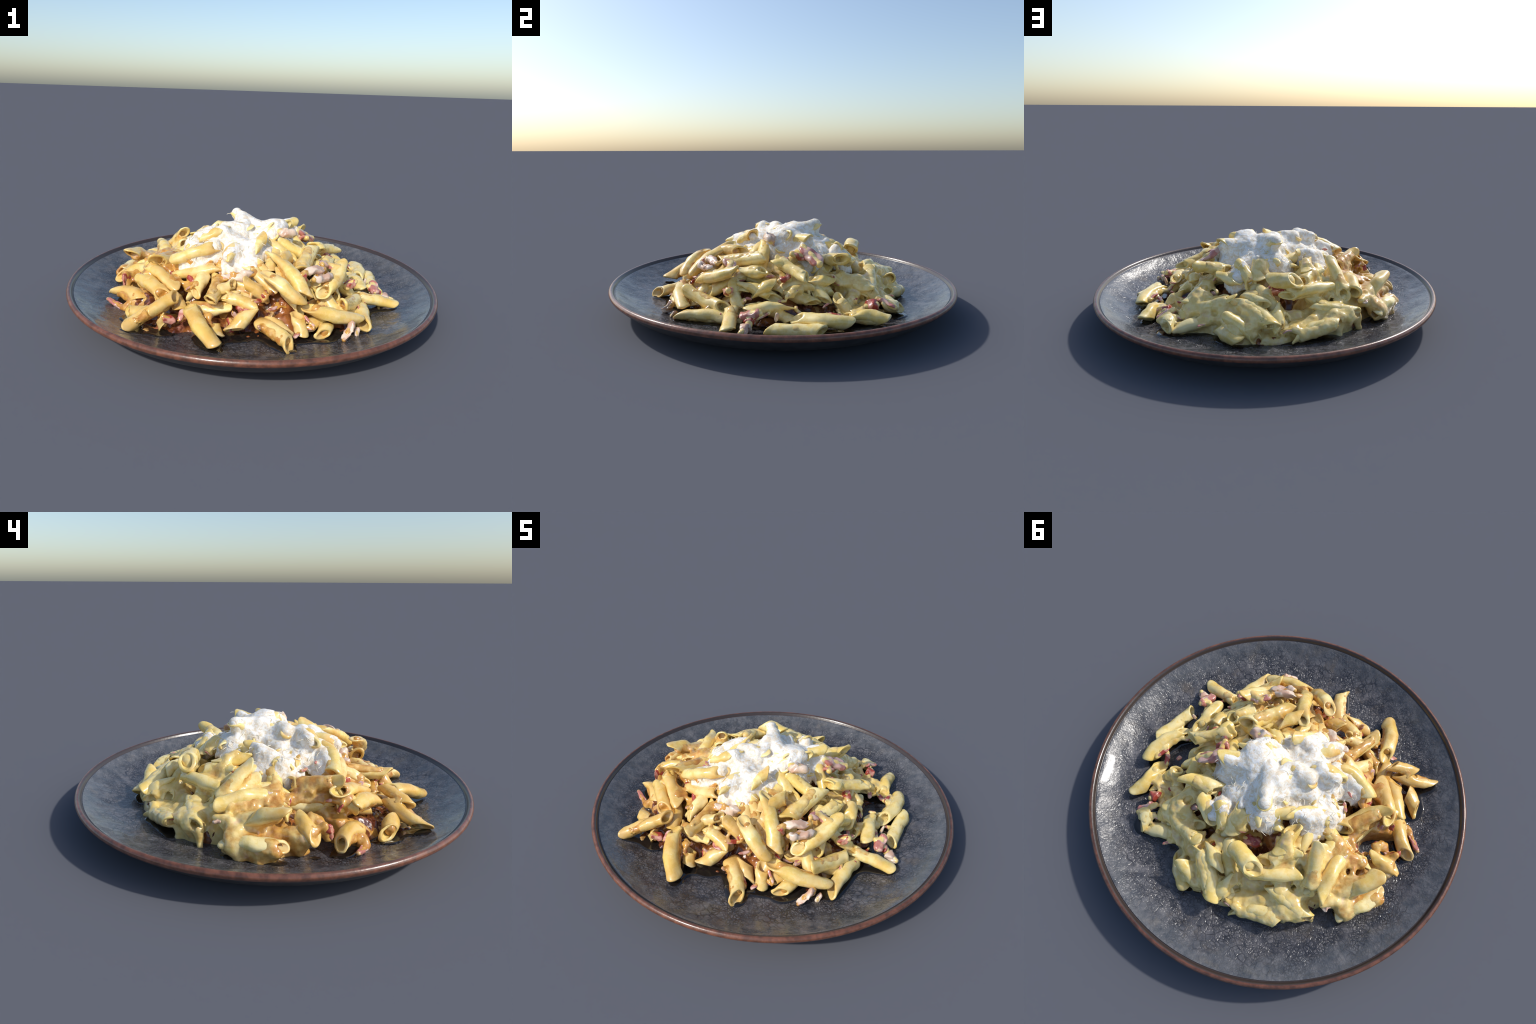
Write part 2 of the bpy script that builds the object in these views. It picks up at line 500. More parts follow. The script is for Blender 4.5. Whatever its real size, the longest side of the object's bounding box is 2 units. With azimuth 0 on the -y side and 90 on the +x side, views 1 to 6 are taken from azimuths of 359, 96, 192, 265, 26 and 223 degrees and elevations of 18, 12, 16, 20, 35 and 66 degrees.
    noodle((-0.062, 0.079, 0.455), (-0.082, -0.041, 0.406), 0.033)
    noodle((0.113, 0.065, 0.427), (0.099, -0.071, 0.417), 0.033)
    noodle((0.173, 0.035, 0.442), (0.060, 0.030, 0.400), 0.033)
    noodle((0.430, 0.001, 0.170), (0.412, 0.161, 0.213), 0.033)
    noodle((0.367, 0.178, 0.241), (0.350, 0.269, 0.222), 0.033)
    noodle((0.381, 0.183, 0.195), (0.328, 0.296, 0.170), 0.033)
    noodle((0.442, 0.322, 0.167), (0.472, 0.370, 0.104), 0.033)
    noodle((0.474, -0.099, 0.195), (0.467, -0.009, 0.229), 0.033)
    noodle((0.377, -0.169, 0.280), (0.410, -0.064, 0.290), 0.033)
    noodle((0.354, 0.069, 0.315), (0.364, -0.002, 0.312), 0.033)
    noodle((-0.040, -0.020, 0.435), (-0.170, -0.050, 0.440), 0.033)
    noodle((0.400, 0.060, 0.170), (0.460, 0.200, 0.140), 0.033)
    noodle((0.340, 0.200, 0.210), (0.440, 0.250, 0.150), 0.033)

lay_noodles()


def heap_height(x, y, noodles, bw):
    w = z = 0.0
    for a, b, r in noodles:
        for t in (0.0, 0.25, 0.5, 0.75, 1.0):
            p = a.lerp(b, t)
            g = math.exp(-((x - p.x) ** 2 + (y - p.y) ** 2) / (2 * bw * bw))
            w += g
            z += g * p.z
    return w, z / max(w, 1e-9)


def gap_to(p, noodles):
    best = 9.0
    for a, b, r in noodles:
        d = b - a
        t = max(0.0, min(1.0, (p - a).dot(d) / d.length_squared))
        best = min(best, (a + d * t - p).length - r)
    return best


# hollows where the dark gravy shows: x, y, depth, radius
PITS = ((-0.135, 0.325, 0.13, 0.06), (-0.21, 0.047, 0.06, 0.03), (-0.1, -0.53, 0.06, 0.06), (0.06, -0.5, 0.05, 0.05), (-0.38, -0.19, 0.05, 0.05), (0.47, 0.18, 0.07, 0.05), (0.1, 0.36, 0.09, 0.055), (-0.23, 0.35, 0.1, 0.05), (-0.57, -0.13, 0.04, 0.04), (-0.3, -0.33, 0.04, 0.04))


def fill_gaps(count):
    """Half-buried noodles in the gaps between the visible ones, lying along the slope of the heap."""
    laid = list(NOODLES)
    added = tries = 0
    while added < count and tries < 6000:
        tries += 1
        rad, ang = 0.72 * math.sqrt(rng.random()), rng.uniform(0, 2 * math.pi)
        x, y = rad * math.cos(ang), rad * math.sin(ang)
        w, z = heap_height(x, y, laid, 0.06)
        if w < 1.9:
            continue
        if any(math.hypot(x - px, y - py) < 0.06 + pr for px, py, _, pr in PITS):
            continue
        turn, half = rng.uniform(0, math.pi), rng.uniform(0.07, 0.115)
        dx, dy = half * math.cos(turn), half * math.sin(turn)
        wa, za = heap_height(x - dx, y - dy, laid, 0.06)
        wb, zb = heap_height(x + dx, y + dy, laid, 0.06)
        if min(wa, wb) < 1.7 or max(math.hypot(a[0], a[1]) for a in ((x - dx, y - dy), (x + dx, y + dy))) > 0.62:
            continue
        sink = rng.uniform(0.03, 0.055)
        a, b = Vector((x - dx, y - dy, za - sink)), Vector((x + dx, y + dy, zb - sink))
        if abs(a.z - b.z) > 0.13:
            continue
        gaps = [gap_to(a.lerp(b, t), NOODLES) for t in (0.0, 0.25, 0.5, 0.75, 1.0)]
        if sorted(gaps)[1] < 0.0 or min(gaps) < -0.02:
            continue
        noodle(a, b, rng.uniform(0.029, 0.033))
        added += 1


fill_gaps(70)
for a, b, r in NOODLES:          # nothing sinks into the plate
    for p in (a, b):
        p.z = max(p.z, float(floor_at(p.x, p.y)) + 0.8 * r)

# ---------------------------------------------------------------- meat pieces: from, to, width, thickness
MEAT = []


def meat(kind, a, b, width, thick):
    MEAT.append((kind, Vector(a), Vector(b), width, thick))


def lay_meat():
    meat("ham", (0.345, 0.225, 0.315), (0.245, 0.135, 0.385), 0.075, 0.03)
    meat("bacon", (0.30, 0.08, 0.36), (0.27, 0.17, 0.33), 0.06, 0.025)
    meat("pale_meat", (-0.155, -0.345, 0.25), (-0.01, -0.36, 0.292), 0.05, 0.045)
    meat("pale_meat", (0.25, -0.39, 0.315), (0.352, -0.315, 0.31), 0.035, 0.03)
    meat("pale_meat", (0.292, -0.422, 0.29), (0.375, -0.345, 0.285), 0.04, 0.035)
    meat("bacon", (0.235, -0.412, 0.312), (0.245, -0.40, 0.275), 0.035, 0.03)
    meat("ham", (0.345, -0.285, 0.325), (0.37, -0.235, 0.315), 0.04, 0.03)
    meat("bacon", (0.485, -0.24, 0.19), (0.53, -0.225, 0.215), 0.05, 0.035)
    meat("ham", (0.67, -0.05, 0.15), (0.665, -0.135, 0.125), 0.045, 0.04)
    meat("bacon", (0.64, -0.09, 0.135), (0.70, -0.10, 0.105), 0.05, 0.035)
    meat("pale_meat", (0.647, 0.028, 0.14), (0.635, 0.02, 0.10), 0.02, 0.016)
    meat("pale_meat", (0.705, -0.10, 0.09), (0.765, -0.128, 0.078), 0.05, 0.022)
    meat("pale_meat", (0.475, -0.53, 0.118), (0.428, -0.59, 0.062), 0.04, 0.032)
    meat("pale_meat", (0.50, -0.505, 0.085), (0.497, -0.535, 0.06), 0.024, 0.02)
    meat("bacon", (-0.685, -0.14, 0.19), (-0.675, -0.155, 0.13), 0.055, 0.03)
    meat("ham", (-0.75, -0.265, 0.095), (-0.64, -0.335, 0.07), 0.03, 0.018)
    meat("pale_meat", (-0.37, -0.25, 0.328), (-0.28, -0.235, 0.33), 0.045, 0.03)
    meat("bacon", (-0.43, -0.21, 0.232), (-0.40, -0.25, 0.20), 0.05, 0.035)
    meat("pale_meat", (0.14, -0.06, 0.43), (0.21, -0.04, 0.41), 0.06, 0.05)
    meat("bacon", (0.598, 0.34, 0.115), (0.592, 0.26, 0.128), 0.02, 0.014)
    meat("ham", (0.265, 0.478, 0.205), (0.19, 0.375, 0.205), 0.04, 0.02)
    meat("bacon", (0.43, 0.515, 0.13), (0.425, 0.47, 0.12), 0.05, 0.04)
    meat("ham", (0.425, 0.61, 0.118), (0.375, 0.525, 0.15), 0.05, 0.018)
    meat("ham", (-0.615, 0.25, 0.19), (-0.635, 0.23, 0.155), 0.05, 0.02)
    meat("pale_meat", (-0.59, 0.30, 0.195), (-0.605, 0.265, 0.185), 0.05, 0.016)
    meat("pale_meat", (-0.49, 0.085, 0.262), (-0.505, 0.045, 0.262), 0.04, 0.02)
    meat("bacon", (-0.575, -0.10, 0.19), (-0.615, -0.15, 0.155), 0.04, 0.03)
    meat("ham", (-0.60, -0.14, 0.165), (-0.655, -0.12, 0.15), 0.028, 0.022)
    meat("ham", (0.36, -0.235, 0.318), (0.44, -0.24, 0.285), 0.05, 0.025)
    meat("bacon", (-0.06, -0.50, 0.185), (-0.02, -0.55, 0.14), 0.05, 0.035)
    meat("bacon", (-0.11, -0.55, 0.13), (-0.10, -0.58, 0.08), 0.03, 0.02)
    meat("bacon", (0.12, -0.60, 0.10), (0.16, -0.63, 0.08), 0.04, 0.025)
    meat("pale_meat", (-0.62, -0.325, 0.095), (-0.64, -0.30, 0.065), 0.022, 0.018)
    meat("pale_meat", (-0.60, -0.30, 0.10), (-0.645, -0.325, 0.085), 0.018, 0.015)
    meat("bacon", (-0.10, 0.33, 0.22), (-0.17, 0.30, 0.21), 0.05, 0.03)
    meat("bacon", (0.0, 0.46, 0.20), (-0.05, 0.42, 0.22), 0.04, 0.025)
    meat("ham", (0.31, 0.03, 0.335), (0.36, 0.06, 0.30), 0.045, 0.03)
    meat("bacon", (0.40, 0.08, 0.27), (0.44, 0.02, 0.245), 0.04, 0.03)
    meat("bacon", (0.02, -0.42, 0.25), (0.06, -0.47, 0.215), 0.04, 0.03)
    meat("bacon", (-0.32, -0.29, 0.24), (-0.28, -0.33, 0.22), 0.05, 0.03)
    meat("bacon", (-0.41, -0.57, 0.14), (-0.37, -0.56, 0.12), 0.04, 0.03)


lay_meat()


def scatter_bits(count):
    """Small torn scraps of ham and bacon lodged between the noodles."""
    placed = tries = 0
    while placed < count and tries < 9000:
        tries += 1
        rad, ang = 0.68 * math.sqrt(rng.random()), rng.uniform(0, 2 * math.pi)
        x, y = rad * math.cos(ang), rad * math.sin(ang)
        w, z = heap_height(x, y, NOODLES, 0.05)
        if w < 2.2 or (math.hypot(x + 0.03, y) < 0.3):
            continue
        p = Vector((x, y, z - rng.uniform(-0.015, 0.025)))
        g = gap_to(p, NOODLES)
        if not -0.008 < g < 0.03:
            continue
        l = rng.uniform(0.014, 0.036)
        d = Vector((rng.uniform(-1, 1), rng.uniform(-1, 1), rng.uniform(-0.5, 0.5))).normalized() * l
        kind = rng.choice(("bacon", "bacon", "ham", "ham", "ham"))
        meat(kind, p - d, p + d, rng.uniform(0.013, 0.03), rng.uniform(0.008, 0.015))
        placed += 1


scatter_bits(150)


def frame(a, b):
    d = (b - a).normalized()
    up = Vector((0, 0, 1)) if abs(d.z) < 0.9 else Vector((1, 0, 0))
    s = d.cross(up).normalized()
    return d, s, s.cross(d)


def build_noodle(a, b, r, index):
    """A hollow tube with slanted quill cuts, a slight bend and soft, uneven walls."""
    q = random.Random(100 + index)
    mid = (a + b) / 2
    d, s, u = frame(a, b)
    length = (b - a).length
    ring, outer, inner = 24, 15, 8
    slant = q.uniform(0.75, 1.15) * r
    phase = q.uniform(0, 2 * math.pi)
    bend = q.uniform(-1, 1) * 0.11 * length
    pinch = [q.uniform(0.5, 1.05), q.uniform(0.6, 1.05)]
    belly = q.uniform(-0.06, 0.1)
    bend_dir = q.uniform(0, math.pi)
    squash = q.uniform(0.86, 1.0)
    wall = q.uniform(0.3, 0.4)
    off = Vector((q.uniform(-9, 9), q.uniform(-9, 9), q.uniform(-9, 9)))
    ts = [0, 0.012] + [0.05 + 0.9 * i / (outer - 5) for i in range(outer - 4)] + [0.988, 1.0]
    rings = [(t, 1.0 - (0.1 if t in (0, 1.0) else 0.0) + 0.05 * (2 * t - 1) ** 4) for t in ts]
    bore = [1.0 - 0.0, 0.985] + [0.9 - 0.8 * i / (inner - 4) for i in range(inner - 3)] + [0.015, 0.0]
    rings += [(t, (1 - wall) * (1.06 if t in (0.0, 1.0) else 1.0)) for t in bore]
    verts = []
    for t, k in rings:
        for j in range(ring):
            p = 2 * math.pi * j / ring
            along = (t - 0.5) * length + slant * math.cos(p - phase) * (0.35 + 0.65 * abs(2 * t - 1))
            arch = bend * (1 - (2 * t - 1) ** 2)
            k2 = k * (1 + belly * math.sin(t * math.pi))
            flat = squash * (pinch[0] + (pinch[1] - pinch[0]) * t) ** (abs(2 * t - 1) ** 1.5)
            x = math.cos(p) * r * k2 * (1.25 - 0.25 * flat) + arch * math.cos(bend_dir)
            y = math.sin(p) * r * k2 * flat + arch * math.sin(bend_dir)
            v = d * along + s * x + u * y
            n = mnoise.noise((v + off) * 17) * 0.008 + mnoise.noise((v + off) * 45) * 0.0034
            v += (s * math.cos(p) + u * math.sin(p)) * n
            verts.append(v)
    faces = []
    total = len(rings)
    for i in range(total):
        a0, b0 = i * ring, ((i + 1) % total) * ring
        for j in range(ring):
            k = (j + 1) % ring
            faces.append((a0 + j, a0 + k, b0 + k, b0 + j))
    return mesh_object("penne_noodle", verts, faces, M_PASTA, serving, mid)


for i, (a, b, r) in enumerate(NOODLES):
    build_noodle(a, b, r, i)

MEAT_LOOK = {"bacon": ("bacon_piece", M_BACON), "ham": ("ham_strip", M_HAM), "pale_meat": ("chicken_shred", M_CHICKEN)}


def build_meat(kind, a, b, width, thick, index):
    """A torn, rounded strip of meat: a flattened loft with lumps and a little curl."""
    q = random.Random(900 + index)
    name, mat = MEAT_LOOK[kind]
    mid = (a + b) / 2
    d, s, u = frame(a, b)
    length = (b - a).length
    roll = q.uniform(-0.5, 0.5)
    s, u = s * math.cos(roll) + u * math.sin(roll), u * math.cos(roll) - s * math.sin(roll)
    n_ring, n_len = 22, 14
    off = Vector((q.uniform(-9, 9), q.uniform(-9, 9), q.uniform(-9, 9)))
    curl = q.uniform(-0.25, 0.25) * length
    verts, faces = [], []
    for i in range(n_len):
        t = i / (n_len - 1)
        e = max(0.02, 1 - abs(2 * t - 1) ** 4) ** 0.5
        for j in range(n_ring):
            p = 2 * math.pi * j / n_ring
            c, sn = math.cos(p), math.sin(p)
            x = math.copysign(abs(c) ** 0.6, c) * width / 2 * e
            y = math.copysign(abs(sn) ** 0.6, sn) * thick / 2 * e + curl * ((2 * t - 1) ** 2 - 0.5) * 0.5
            v = d * ((t - 0.5) * (length + 0.5 * thick)) + s * x + u * y
            k = (0.36 if kind == "pale_meat" else 0.26) * min(width, 0.05)
            nv = mnoise.noise_vector((v + off) * 26) * k + mnoise.noise_vector((v + off) * 70) * k * 0.4
            verts.append(v + nv)
    for i in range(n_len - 1):
        for j in range(n_ring):
            k = (j + 1) % n_ring
            faces.append((i * n_ring + j, i * n_ring + k, (i + 1) * n_ring + k, (i + 1) * n_ring + j))
    faces.append(tuple(reversed(range(n_ring))))
    faces.append(tuple((n_len - 1) * n_ring + j for j in range(n_ring)))
    return mesh_object(name, verts, faces, mat, serving, mid)


for i, m in enumerate(MEAT):
    build_meat(*m, i)

# ---------------------------------------------------------------- sauce, gravy and cheese as smooth implicit surfaces
H = 0.0065
X = np.arange(-0.86, 0.86, H, dtype=np.float32)
Y = np.arange(-0.86, 0.86, H, dtype=np.float32)
Z = np.arange(0.0, 0.56, H, dtype=np.float32)
GX, GY = np.meshgrid(X, Y, indexing="ij")
FLOOR = floor_at(GX, GY).astype(np.float32)


def surface_nets(field, keep=None):
    """Turn the zero level of a grid into quads (one vertex per crossed cell)."""
    ins = field < 0
    cnt = np.zeros([n - 1 for n in field.shape], dtype=np.int8)
    for a in (0, 1):
        for b in (0, 1):
            for c in (0, 1):
                cnt += ins[a: a + cnt.shape[0], b: b + cnt.shape[1], c: c + cnt.shape[2]]
    act = np.argwhere((cnt > 0) & (cnt < 8))
    i, j, k = act.T
    vals = {(a, b, c): field[i + a, j + b, k + c] for a in (0, 1) for b in (0, 1) for c in (0, 1)}
    acc, num = np.zeros((len(act), 3)), np.zeros(len(act))
    corners = list(vals)
    for p in corners:
        for ax in range(3):
            if p[ax] == 0:
                q = tuple(1 if m == ax else p[m] for m in range(3))
                f0, f1 = vals[p], vals[q]
                cross = (f0 < 0) != (f1 < 0)
                t = np.where(cross, f0 / np.where(f0 == f1, 1, f0 - f1), 0)
                pt = np.array(p, dtype=float)[None, :].repeat(len(act), 0)
                pt[:, ax] = t
                acc += np.where(cross[:, None], pt, 0)
                num += cross
    pos = (act + acc / num[:, None]) * H + np.array([X[0], Y[0], Z[0]])
    idx = -np.ones(cnt.shape, dtype=np.int64)
    idx[i, j, k] = np.arange(len(act))
    quads = []
    for ax in range(3):
        o1, o2 = [(1, 2), (2, 0), (0, 1)][ax]
        n = list(field.shape)
        sl0, sl1 = [slice(0, None)] * 3, [slice(0, None)] * 3
        sl0[ax], sl1[ax] = slice(0, -1), slice(1, None)
        s0, s1 = ins[tuple(sl0)], ins[tuple(sl1)]
        e = np.argwhere(s0 != s1)
        ok = np.ones(len(e), dtype=bool)
        for o in (o1, o2):
            ok &= (e[:, o] > 0) & (e[:, o] < n[o] - 1)
        e = e[ok]
        flip = s0[tuple(e.T)]

        def cell(d1, d2):
            c = e.copy()
            c[:, o1] -= d1
            c[:, o2] -= d2
            return idx[tuple(c.T)]

        qd = np.stack([cell(1, 1), cell(0, 1), cell(0, 0), cell(1, 0)], 1)
        qd = np.where(flip[:, None], qd, qd[:, ::-1])
        quads.append(qd[(qd >= 0).all(1)])
    return pos, np.concatenate(quads)


def box_of(a, b, pad):
    lo, hi = np.minimum(a, b) - pad, np.maximum(a, b) + pad
    org = (X[0], Y[0], Z[0])
    sz = (len(X), len(Y), len(Z))
    r = [(max(0, int((lo[m] - org[m]) / H)), min(sz[m], int((hi[m] - org[m]) / H) + 2)) for m in range(3)]
    return tuple(slice(*p) for p in r)


def axis_distance(a, b, sl, clamp=True):
    a, b = np.array(a, dtype=np.float32), np.array(b, dtype=np.float32)
    d = b - a
    l2 = float(d @ d)
    px, py, pz = X[sl[0]][:, None, None] - a[0], Y[sl[1]][None, :, None] - a[1], Z[sl[2]][None, None, :] - a[2]
    t = (px * d[0] + py * d[1] + pz * d[2]) / l2
    tc = np.clip(t, 0, 1) if clamp else t
    return np.sqrt((px - tc * d[0]) ** 2 + (py - tc * d[1]) ** 2 + (pz - tc * d[2]) ** 2), t


# how readily the sauce bridges gaps: stringy on the near side, thick on the far left
spread = smooth(-0.45, 0.5, GX * -0.6 + GY * 0.8)
K_SAUCE = (0.0085 + 0.006 * spread).astype(np.float32)[:, :, None]
K_CHEESE = 0.018
shape = (len(X), len(Y), len(Z))
sum_sauce, sum_cheese = np.zeros(shape, np.float32), np.zeros(shape, np.float32)
for a, b, r in NOODLES:
    l = (b - a).length
    inset = min(0.4 * l, r * 1.15) / l
    a2, b2 = a.lerp(b, inset), b.lerp(a, inset)
    sl = box_of(np.array(a), np.array(b), r + 0.075)
    dist, _ = axis_distance(a2, b2, sl)
    sum_sauce[sl] += np.exp(-(dist - (r - 0.0075 + 0.0035 * spread[sl[0], sl[1]][:, :, None])) / K_SAUCE[sl[0], sl[1]])
    dist, _ = axis_distance(a.lerp(b, inset * 0.35), b.lerp(a, inset * 0.35), sl)
    sum_cheese[sl] += np.exp(-(dist - (r - 0.003)) / K_CHEESE)
for kind, a, b, w, t in MEAT:
    sl = box_of(np.array(a), np.array(b), 0.08)
    dist, _ = axis_distance(a, b, sl)
    r = 0.25 * (w + t) * 0.72
    sum_sauce[sl] += np.exp(-(dist - r) / K_SAUCE[sl[0], sl[1]])
    sum_cheese[sl] += np.exp(-(dist - r) / K_CHEESE)

# sauce that has sagged from the outer noodles on the far left down to the plate
SAG = (((-0.668, 0.262), (-0.755, 0.04), 0.115), ((-0.58, 0.375), (-0.44, 0.46), 0.14), ((-0.62, 0.12), (-0.67, 0.26), 0.15), ((-0.72, -0.06), (-0.62, 0.04), 0.14))
for (ax, ay), (bx, by), z in SAG:
    a, b = Vector((ax, ay, z)), Vector((bx, by, z))
    drips = int((b - a).length / 0.026)
    for n in range(drips):
        top = a.lerp(b, (n + rng.uniform(0.2, 0.8)) / drips) + Vector((rng.uniform(-0.012, 0.012), rng.uniform(-0.012, 0.012), 0))
        foot = top * 1.0
        foot.x += rng.uniform(-0.02, 0.02) + 0.012 * top.x
        foot.y += rng.uniform(-0.02, 0.02) + 0.012 * top.y
        foot.z = float(floor_at(foot.x, foot.y)) + rng.choice((0.0, 0.005, 0.03, 0.05))
        sl = box_of(np.array(top), np.array(foot), 0.08)
        dist, t = axis_distance(top, foot, sl)
        sum_sauce[sl] += np.exp(-(dist - rng.uniform(0.017, 0.024) * (1 - 0.35 * np.clip(t, 0, 1))) / K_SAUCE[sl[0], sl[1]])

# the gravy-soaked heart of the heap: a lumpy mound under the noodles
wsum, zsum = np.zeros_like(GX), np.zeros_like(GX)
for a, b, r in NOODLES:
    for t in np.linspace(0.0, 1.0, 7):
        p = a.lerp(b, float(t))
        w = np.exp(-((GX - p.x) ** 2 + (GY - p.y) ** 2) / (2 * 0.055 ** 2))
        wsum += w
        zsum += w * p.z
zreg = zsum / np.maximum(wsum, 1e-6)
body = np.maximum(smooth(4.6, 8.5, wsum), smooth(0.5, 0.4, np.hypot(GX, GY)))
MOUND = FLOOR - 0.03 + body * (zreg - 0.072 - FLOOR + 0.03)
MOUND = MOUND + body * (0.018 * vnoise(GX, GY, 0 * GX, 0.042) + 0.013 * vnoise(GX, GY, 0 * GX + 0.5, 0.018))
for cx, cy, depth, rad in PITS:
    MOUND = MOUND - depth * np.exp(-((GX - cx) ** 2 + (GY - cy) ** 2) / (2 * rad * rad))
MOUND = MOUND.astype(np.float32)
mound_field = (Z[None, None, :] - MOUND[:, :, None]) * 0.75

# the cheese sauce binds the noodles: a skin a little above the gravy, thin or missing on the near side
creamy = smooth(-0.15, 0.25, GY * 0.75 - GX * 0.65)
skirt = body
bare = smooth(0.1, 0.5, vnoise(GX, GY, 0 * GX + 9, 0.09)) * (1 - 0.3 * creamy)
SKIN = FLOOR - 0.03 + skirt * (zreg - 0.082 + 0.026 * creamy - 0.05 * bare - FLOOR + 0.03)
SKIN = SKIN + body * (0.012 * vnoise(GX, GY, 0 * GX + 2, 0.05) + 0.005 * vnoise(GX, GY, 0 * GX + 4, 0.022))
for cx, cy, depth, rad in PITS:
    SKIN = SKIN - 1.15 * depth * np.exp(-((GX - cx) ** 2 + (GY - cy) ** 2) / (2 * rad * rad))
SKIN = SKIN.astype(np.float32)
CREST = (FLOOR - 0.03 + body * (zreg - 0.014 - FLOOR + 0.03)).astype(np.float32)

below = (FLOOR - 0.004)[:, :, None] - Z[None, None, :]
sum_sauce += np.exp(np.clip(-(Z[None, None, :] - SKIN[:, :, None]) * 0.75 / K_SAUCE, -40, 12))
sum_cheese += np.exp(np.clip(-(Z[None, None, :] - CREST[:, :, None]) * 0.75 / K_CHEESE, -40, 12))
sauce_field = np.where(sum_sauce > 1e-6, -K_SAUCE * np.log(np.maximum(sum_sauce, 1e-6)), 0.2).astype(np.float32)
ZZ = np.broadcast_to(Z[None, None, :], shape)
near = np.argwhere(np.abs(sauce_field) < 0.03)
ni = tuple(near.T)
ripple = 0.0035 * vnoise(X[ni[0]], Y[ni[1]], Z[ni[2]], 0.03) + 0.002 * vnoise(X[ni[0]], Y[ni[1]], Z[ni[2]], 0.012)
sauce_field[ni] += ripple.astype(np.float32)
cheese_base = np.where(sum_cheese > 1e-6, -K_CHEESE * np.log(np.maximum(sum_cheese, 1e-6)), 0.2).astype(np.float32)

# keep the tubes open: clear the bore and a little beyond each cut end
for n, (a, b, r) in enumerate(NOODLES):
    l = (b - a).length
    sl = box_of(np.array(a), np.array(b), r + 0.05)
    dist, t = axis_distance(a, b, sl, clamp=False)
    reach = 0.022 / l
    plug = (0.28, 0.1, 0.2, 0.04)[n % 4]
    open_part = ((t > -reach) & (t < plug)) | ((t > 1 - plug) & (t < 1 + reach))
    cut = np.where(open_part, r * 0.6 - dist, -1)
    sauce_field[sl] = np.maximum(sauce_field[sl], cut)
sauce_field = np.maximum(sauce_field, below)
v, f = surface_nets(sauce_field)
mesh_object("cheese_sauce", v, f, M_SAUCE, serving)

gravy_field = np.maximum(mound_field, below)
gravy_field = np.minimum(gravy_field, 0.2).astype(np.float32)
v, f = surface_nets(gravy_field)
mesh_object("meat_gravy", v, f, M_GRAVY, serving)

# grated cheese: a thick soft blanket over the top, star-shaped in plan with ragged edges
BLANKET = [(-0.11, 0.21, 0.07), (-0.03, 0.1, 0.13), (0.07, 0.32, 0.055), (0.05, 0.22, 0.07), (0.1, 0.06, 0.1), (0.18, 0.14, 0.075), (0.14, 0.0, 0.06),
           (-0.17, -0.02, 0.1), (-0.21, -0.14, 0.09), (-0.3, -0.2, 0.055), (-0.1, -0.12, 0.1), (-0.03, -0.2, 0.07), (-0.02, -0.28, 0.045), (-0.28, 0.06, 0.075), (-0.34, -0.03, 0.06), (-0.1, -0.27, 0.05), (0.02, -0.08, 0.09)]


def blanket_edge(x, y):
    d = np.full(np.shape(x), 9.0, dtype=np.float32)
    for cx, cy, r in BLANKET:
        d = np.minimum(d, np.hypot(x - cx, y - cy) - r)
    return d


edge2 = blanket_edge(GX, GY) + 0.022 * vnoise(GX, GY, 0 * GX, 0.05) + 0.014 * vnoise(GX, GY, 0 * GX + 3, 0.018)
thick = np.where(edge2 < 0, -0.008 + 0.0095 * smooth(0, -0.045, edge2), -0.35 * edge2 - 0.008)
hold = cheese_base
cheese_field = (hold - thick[:, :, None].astype(np.float32)).astype(np.float32)
near = np.argwhere((np.abs(cheese_field) < 0.03) & (edge2[:, :, None] < 0.05))
ni = tuple(near.T)
cx, cy, cz = X[ni[0]], Y[ni[1]], Z[ni[2]]
cheese_field[ni] += (0.0025 * vnoise(cx, cy, cz, 0.03) + 0.0015 * vnoise(cx, cy, cz, 0.013)).astype(np.float32)
cheese_field = np.maximum(cheese_field, np.maximum(edge2 - 0.02, -1)[:, :, None])
low = (CREST - 0.035)[:, :, None] - Z[None, None, :]
cheese_field = np.maximum(cheese_field, low).astype(np.float32)
for hx, hy, hz, hr in ((-0.21, 0.047, 0.40, 0.026),):
    hole = hr - np.sqrt((X[:, None, None] - hx) ** 2 + (Y[None, :, None] - hy) ** 2 + 0.3 * (Z[None, None, :] - hz) ** 2)
    cheese_field = np.maximum(cheese_field, hole)
cv, cf = surface_nets(cheese_field.astype(np.float32))
mesh_object("grated_cheese", cv, cf, M_CHEESE, serving)

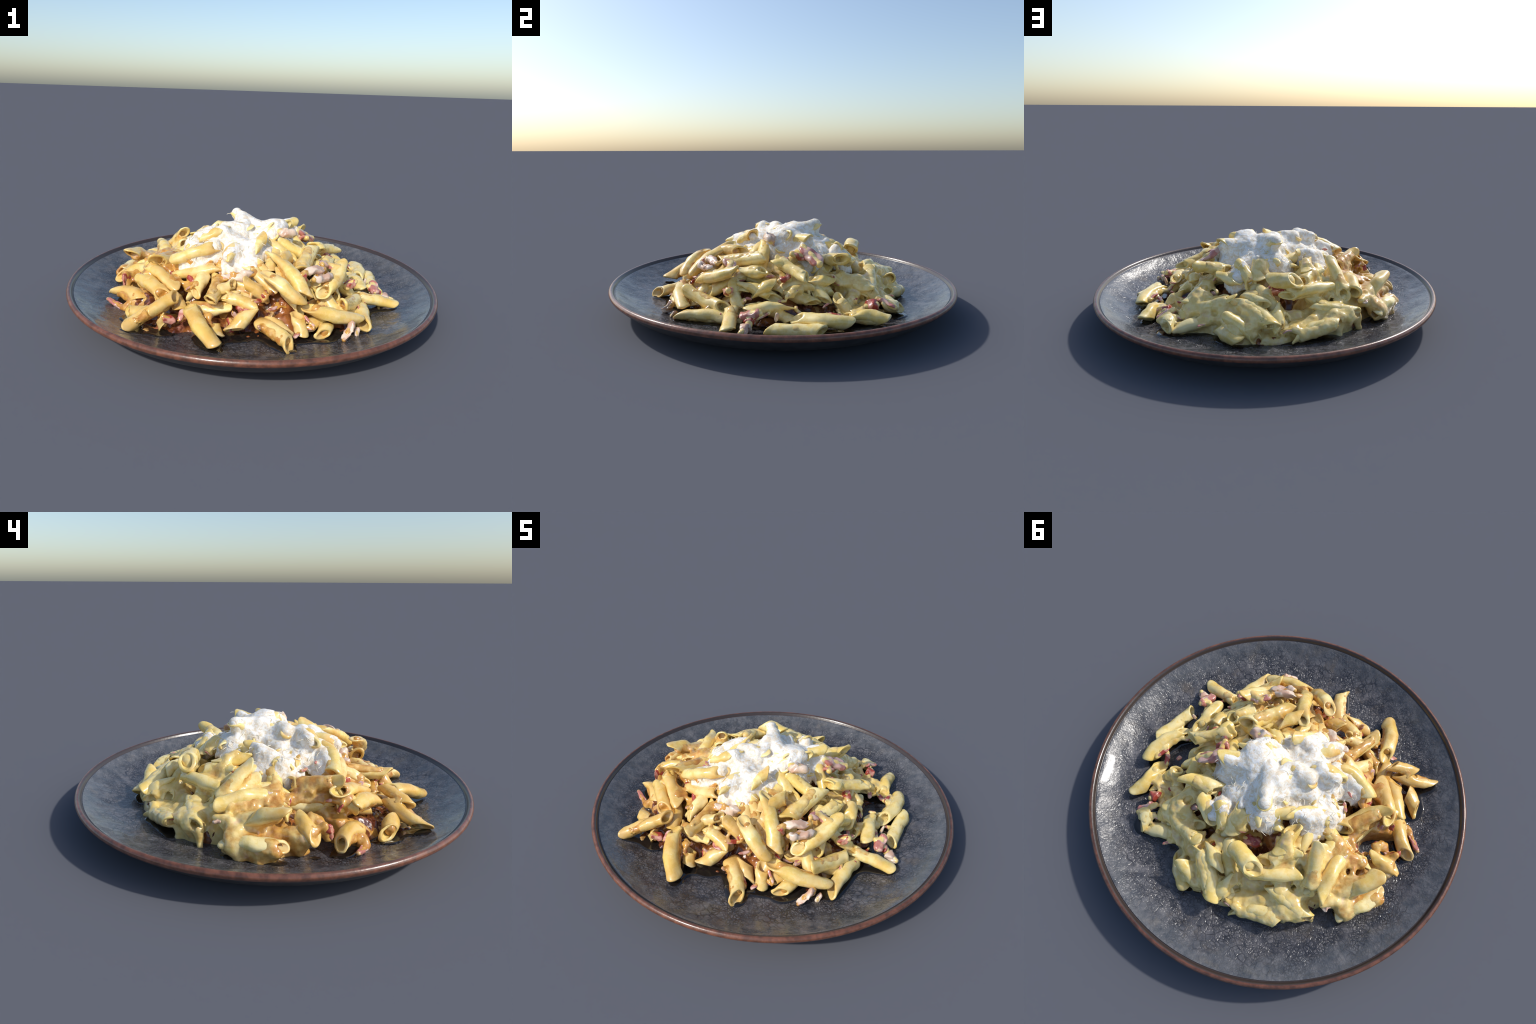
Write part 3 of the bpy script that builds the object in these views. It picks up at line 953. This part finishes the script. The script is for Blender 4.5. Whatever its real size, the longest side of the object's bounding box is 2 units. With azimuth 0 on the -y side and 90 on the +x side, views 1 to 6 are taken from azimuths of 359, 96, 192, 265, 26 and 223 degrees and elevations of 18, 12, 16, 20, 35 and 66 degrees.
# loose shreds along the edge of the blanket
sv, sf = [], []
ed = blanket_edge(cv[:, 0], cv[:, 1])
cand = np.argwhere((np.abs(ed + 0.012) < 0.035) & (cv[:, 2] > 0.31)).ravel()
for ci in nrng.choice(cand, 420, replace=False):
    p0 = Vector(cv[ci]) + Vector((0, 0, 0.001))
    ang = rng.uniform(0, 2 * math.pi)
    step = Vector((math.cos(ang), math.sin(ang), rng.uniform(-0.5, 0.2))) * rng.uniform(0.004, 0.008)
    turn = rng.uniform(-0.35, 0.35)
    rad = rng.uniform(0.0009, 0.0017)
    base = len(sv)
    n_seg = 6
    for q in range(n_seg):
        side = Vector((-step.y, step.x, 0)).normalized()
        up = step.cross(side).normalized()
        rr = rad * (0.35 if q in (0, n_seg - 1) else 1)
        for h in range(4):
            sv.append(p0 + (side * math.cos(h * math.pi / 2) + up * math.sin(h * math.pi / 2)) * rr)
        p0 = p0 + step
        step = Matrix.Rotation(turn, 3, "Z") @ step
        step.z -= 0.0006
    for q in range(n_seg - 1):
        for h in range(4):
            h2 = (h + 1) % 4
            sf.append((base + q * 4 + h, base + q * 4 + h2, base + q * 4 + 4 + h2, base + q * 4 + 4 + h))
    sf.append((base + 3, base + 2, base + 1, base))
    e = base + (n_seg - 1) * 4
    sf.append((e, e + 1, e + 2, e + 3))
shreds = mesh_object("cheese_shred", sv, sf, M_SHRED, serving)
shreds["kind"] = "stuff"

# thin glossy black sheet on the plate around the foot of the heap
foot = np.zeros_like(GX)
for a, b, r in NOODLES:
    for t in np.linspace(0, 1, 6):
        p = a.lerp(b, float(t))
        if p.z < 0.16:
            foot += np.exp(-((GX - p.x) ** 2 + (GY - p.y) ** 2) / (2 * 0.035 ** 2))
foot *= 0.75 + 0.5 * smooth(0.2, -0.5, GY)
dark_spread = foot + 0.25 * vnoise(GX, GY, 0 * GX, 0.07)
rise = 0.0085 * np.sqrt(np.clip((dark_spread - 0.75) / 0.5, 0, 1)) - 0.003
dark_area = dark_spread > 0.72
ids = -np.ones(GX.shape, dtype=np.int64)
ids[dark_area] = np.arange(dark_area.sum())
pv = np.stack([GX[dark_area], GY[dark_area], (FLOOR + rise)[dark_area]], 1)
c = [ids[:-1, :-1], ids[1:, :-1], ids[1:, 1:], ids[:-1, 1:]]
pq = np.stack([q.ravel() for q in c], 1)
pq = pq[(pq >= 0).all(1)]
mesh_object("dark_foot_sheet", pv, pq, M_BLACK, serving)
